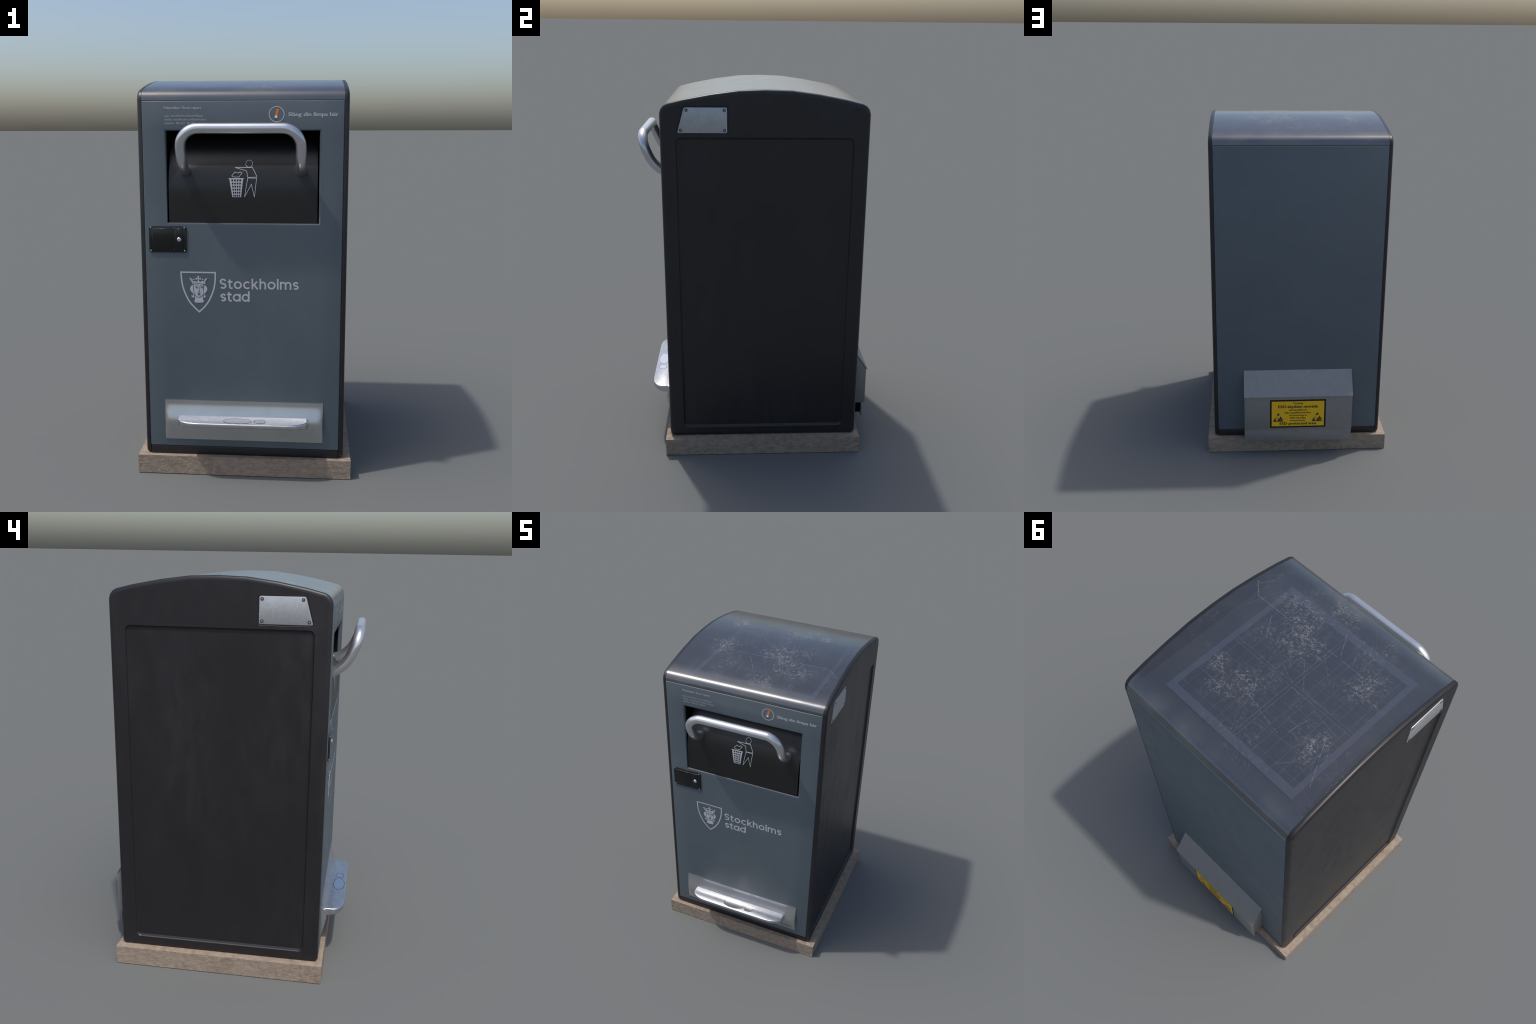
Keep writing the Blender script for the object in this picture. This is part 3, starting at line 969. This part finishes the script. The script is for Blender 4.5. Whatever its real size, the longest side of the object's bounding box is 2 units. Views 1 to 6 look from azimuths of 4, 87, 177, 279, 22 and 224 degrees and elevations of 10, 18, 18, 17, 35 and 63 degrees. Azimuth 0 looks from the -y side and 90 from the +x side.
def build_prints(door, flap):
    city_words(door)
    lettering("stub_lettering", "Släng din fimpa här", 0.2174, 0.4508, 1.8060, 0.0182, on_front, PRINT, door, 0.06)
    lettering("contact_lettering", "Felanmälan / Error report", -0.3715, -0.1951, 1.8405, 0.0128, on_front, PRINT, door, 0.04)
    lettering("contact_lettering", "app: stockholm.se/tycktillapp", -0.3716, -0.1864, 1.8040, 0.0122, on_front, PRINT_FAINT, door, 0.025)
    lettering("contact_lettering", "webb: stockholm.se/felanmalan", -0.3719, -0.1712, 1.7868, 0.0122, on_front, PRINT_FAINT, door, 0.025)
    lettering("contact_lettering", "telefon: 08 651 00 00", -0.3721, -0.2266, 1.7697, 0.0122, on_front, PRINT_FAINT, door, 0.025)

    # cigarette stub in a circle
    d = Decal(on_front)
    d.circle(0.1630, 1.8154, 0.0352, PRINT, 0.0314, 40)
    ax, ay = 0.1690, 1.8392
    bx, by = 0.1585, 1.7955
    L = math.hypot(bx - ax, by - ay)
    ux, uy = (bx - ax) / L, (by - ay) / L
    seg = lambda s0, s1, w: [(ax + ux * L * s0 - uy * w, ay + uy * L * s0 + ux * w), (ax + ux * L * s1 - uy * w, ay + uy * L * s1 + ux * w),
                             (ax + ux * L * s1 + uy * w, ay + uy * L * s1 - ux * w), (ax + ux * L * s0 + uy * w, ay + uy * L * s0 - ux * w)]
    d.fill(seg(0, 0.66, 0.0058), ORANGE)
    d.fill(seg(0.67, 0.95, 0.0058), WHITE)
    d.fill(seg(0.955, 1.06, 0.0050), ASH)
    d.build("stub_symbol", door)

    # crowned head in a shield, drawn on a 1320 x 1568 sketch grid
    d = Decal(on_front, 0.00012)
    g = lambda a, b: (-0.3093 + (a - 85) * 0.0001489, 1.0572 - (b - 122 - (a - 85) * 0.0127) * 0.00015)
    G = lambda pts: [g(a, b) for a, b in pts]
    curve = lambda pts, per=5: [(p.x, p.y) for p in smooth_path([(a, b, 0) for a, b in pts], per)]
    left = curve([(110, 143), (118, 330), (148, 560), (225, 820), (370, 1120), (540, 1325), (702, 1480)])
    right = curve([(702, 1480), (880, 1310), (1040, 1090), (1165, 800), (1225, 560), (1247, 330), (1247, 160)])
    d.stroke(G(left + right[1:]), 0.0072, PRINT, closed=True)
    d.fill(G(curve([(495, 560), (430, 620), (402, 700), (430, 780), (495, 850), (505, 930), (455, 925), (445, 940), (480, 985), (520, 1000), (540, 985), (520, 780)], 3)), PRINT)
    d.fill(G(curve([(885, 565), (950, 630), (978, 710), (950, 790), (885, 870), (882, 930), (925, 930), (940, 940), (905, 985), (870, 1005), (850, 990), (862, 790)], 3)), PRINT)
    d.fill(G(curve([(560, 945), (570, 1020), (545, 1110), (585, 1165), (810, 1165), (855, 1115), (825, 1020), (830, 950)], 3)), PRINT)
    d.fill(G([(525, 550), (850, 550), (845, 800), (830, 900), (770, 965), (695, 985), (620, 965), (560, 900), (540, 800)]), PRINT)
    d.stroke(G(curve([(555, 890), (610, 960), (695, 990), (775, 965), (830, 905)], 4)), 0.0030, PRINT_HOLE)
    d.fill(G(curve([(470, 490), (690, 478), (905, 492), (900, 532), (690, 522), (475, 528)], 3)), PRINT)
    d.fill(G([(465, 480), (392, 350), (445, 340), (510, 455), (560, 432), (620, 462), (655, 445), (675, 380), (695, 380), (715, 445), (750, 462), (810, 432), (865, 458), (930, 352), (975, 360), (905, 482), (690, 466)]), PRINT)
    for a, b, r in ((622, 362, 33), (745, 362, 33), (683, 300, 32), (683, 362, 26), (540, 382, 22), (480, 402, 22), (822, 385, 22), (885, 405, 22), (418, 358, 26), (948, 365, 26)):
        d.circle(*g(a, b), r * 0.00015, PRINT, steps=14)
    eye = lambda a: d.fill(G(curve([(a - 45, 640), (a, 618), (a + 40, 645), (a, 672)], 3)), PRINT_HOLE)
    eye(612)
    eye(802)
    d.stroke(G(curve([(590, 590), (640, 590), (678, 640)], 4)), 0.0020, PRINT_HOLE)
    d.stroke(G(curve([(845, 588), (770, 592), (722, 640), (712, 770)], 4)), 0.0022, PRINT_HOLE)
    d.fill(G([(662, 806), (705, 765), (740, 806)]), PRINT_HOLE)
    d.fill(G(curve([(640, 862), (690, 838), (748, 862), (692, 915)], 3)), PRINT_HOLE)
    d.build("shield_emblem", door)

    # figure dropping litter into a basket, printed on the curved flap
    d = Decal(on_drum)
    w = 0.0024
    def fine(pts, closed=False, step=0.004):
        out = []
        seq = list(zip(pts, pts[1:] + (pts[:1] if closed else [])))[:len(pts) - (0 if closed else 1)]
        for (a, b), (c, e) in seq:
            k = max(1, int(math.hypot(c - a, e - b) / step))
            out += [(a + (c - a) * i / k, b + (e - b) * i / k) for i in range(k)]
        return out + ([] if closed else [pts[-1]])
    d.circle(0.0296, 1.5827, 0.0166, PRINT, 0.0143, 30)
    d.stroke(fine([(-0.0374, 1.5648), (0.0466, 1.5650), (0.0683, 1.5235), (0.0672, 1.5200), (0.0245, 1.5186), (0.0190, 1.5470), (0.0150, 1.5500)], True), w, PRINT, True)
    d.stroke(fine([(0.0250, 1.5160), (0.0094, 1.4254), (0.0425, 1.4862), (0.0574, 1.4245), (0.0673, 1.5145)], True), w, PRINT, True)
    d.stroke(fine([(-0.0385, 1.5440), (-0.0528, 1.5250), (-0.0418, 1.5201), (-0.0176, 1.5202), (-0.0116, 1.5290), (-0.0033, 1.5392), (-0.0132, 1.5448), (-0.0176, 1.5400), (-0.0286, 1.5395)], True), w, PRINT, True)
    rows = 30
    tl, tr, bl, br = -0.0640, 0.0022, -0.0492, -0.0070
    zt, zb = 1.5110, 1.4246
    for k in range(6):                                             # basket body in strips that follow the curve
        a, b = k / 6, (k + 1) / 6
        z0, z1 = zt + (zb - zt) * a, zt + (zb - zt) * b
        l0, l1 = tl + (bl - tl) * a, tl + (bl - tl) * b
        r0, r1 = tr + (br - tr) * a, tr + (br - tr) * b
        h = 0.0012
        bm = d.parts.setdefault(PRINT.name, (PRINT, bmesh.new()))[1]
        q = [bm.verts.new(on_drum(u, v, h)) for u, v in ((l1, z1), (r1, z1), (r0, z0), (l0, z0))]
        bm.faces.new(q)
        hb = d.parts.setdefault(PRINT_BLACK.name, (PRINT_BLACK, bmesh.new()))[1]
        for c in range(4):
            u = lambda t, l, r: l + (r - l) * (0.10 + 0.80 * t)
            t0, t1 = (c + 0.16) / 4, (c + 0.84) / 4
            zz0, zz1 = z0 + (z1 - z0) * 0.20, z0 + (z1 - z0) * 0.82
            la, ra = l0 + (l1 - l0) * 0.2, r0 + (r1 - r0) * 0.2
            lb, rb = l0 + (l1 - l0) * 0.82, r0 + (r1 - r0) * 0.82
            q = [hb.verts.new(on_drum(uu, vv, h + 0.0003)) for uu, vv in ((u(t0, lb, rb), zz1), (u(t1, lb, rb), zz1), (u(t1, la, ra), zz0), (u(t0, la, ra), zz0))]
            hb.faces.new(q)
    d.h = 0.0020
    d.stroke([(-0.0668, 1.5118), (0.0050, 1.5118)], 0.0052, PRINT)
    d.build("litter_symbol", flap)


build_plinth()
build_sides()
front_door, rear_panel = build_panels()
chute_flap = build_chute(front_door)
build_handle()
build_dome()
build_lock(front_door)
build_pedal()
build_cable_box()
build_prints(front_door, chute_flap)
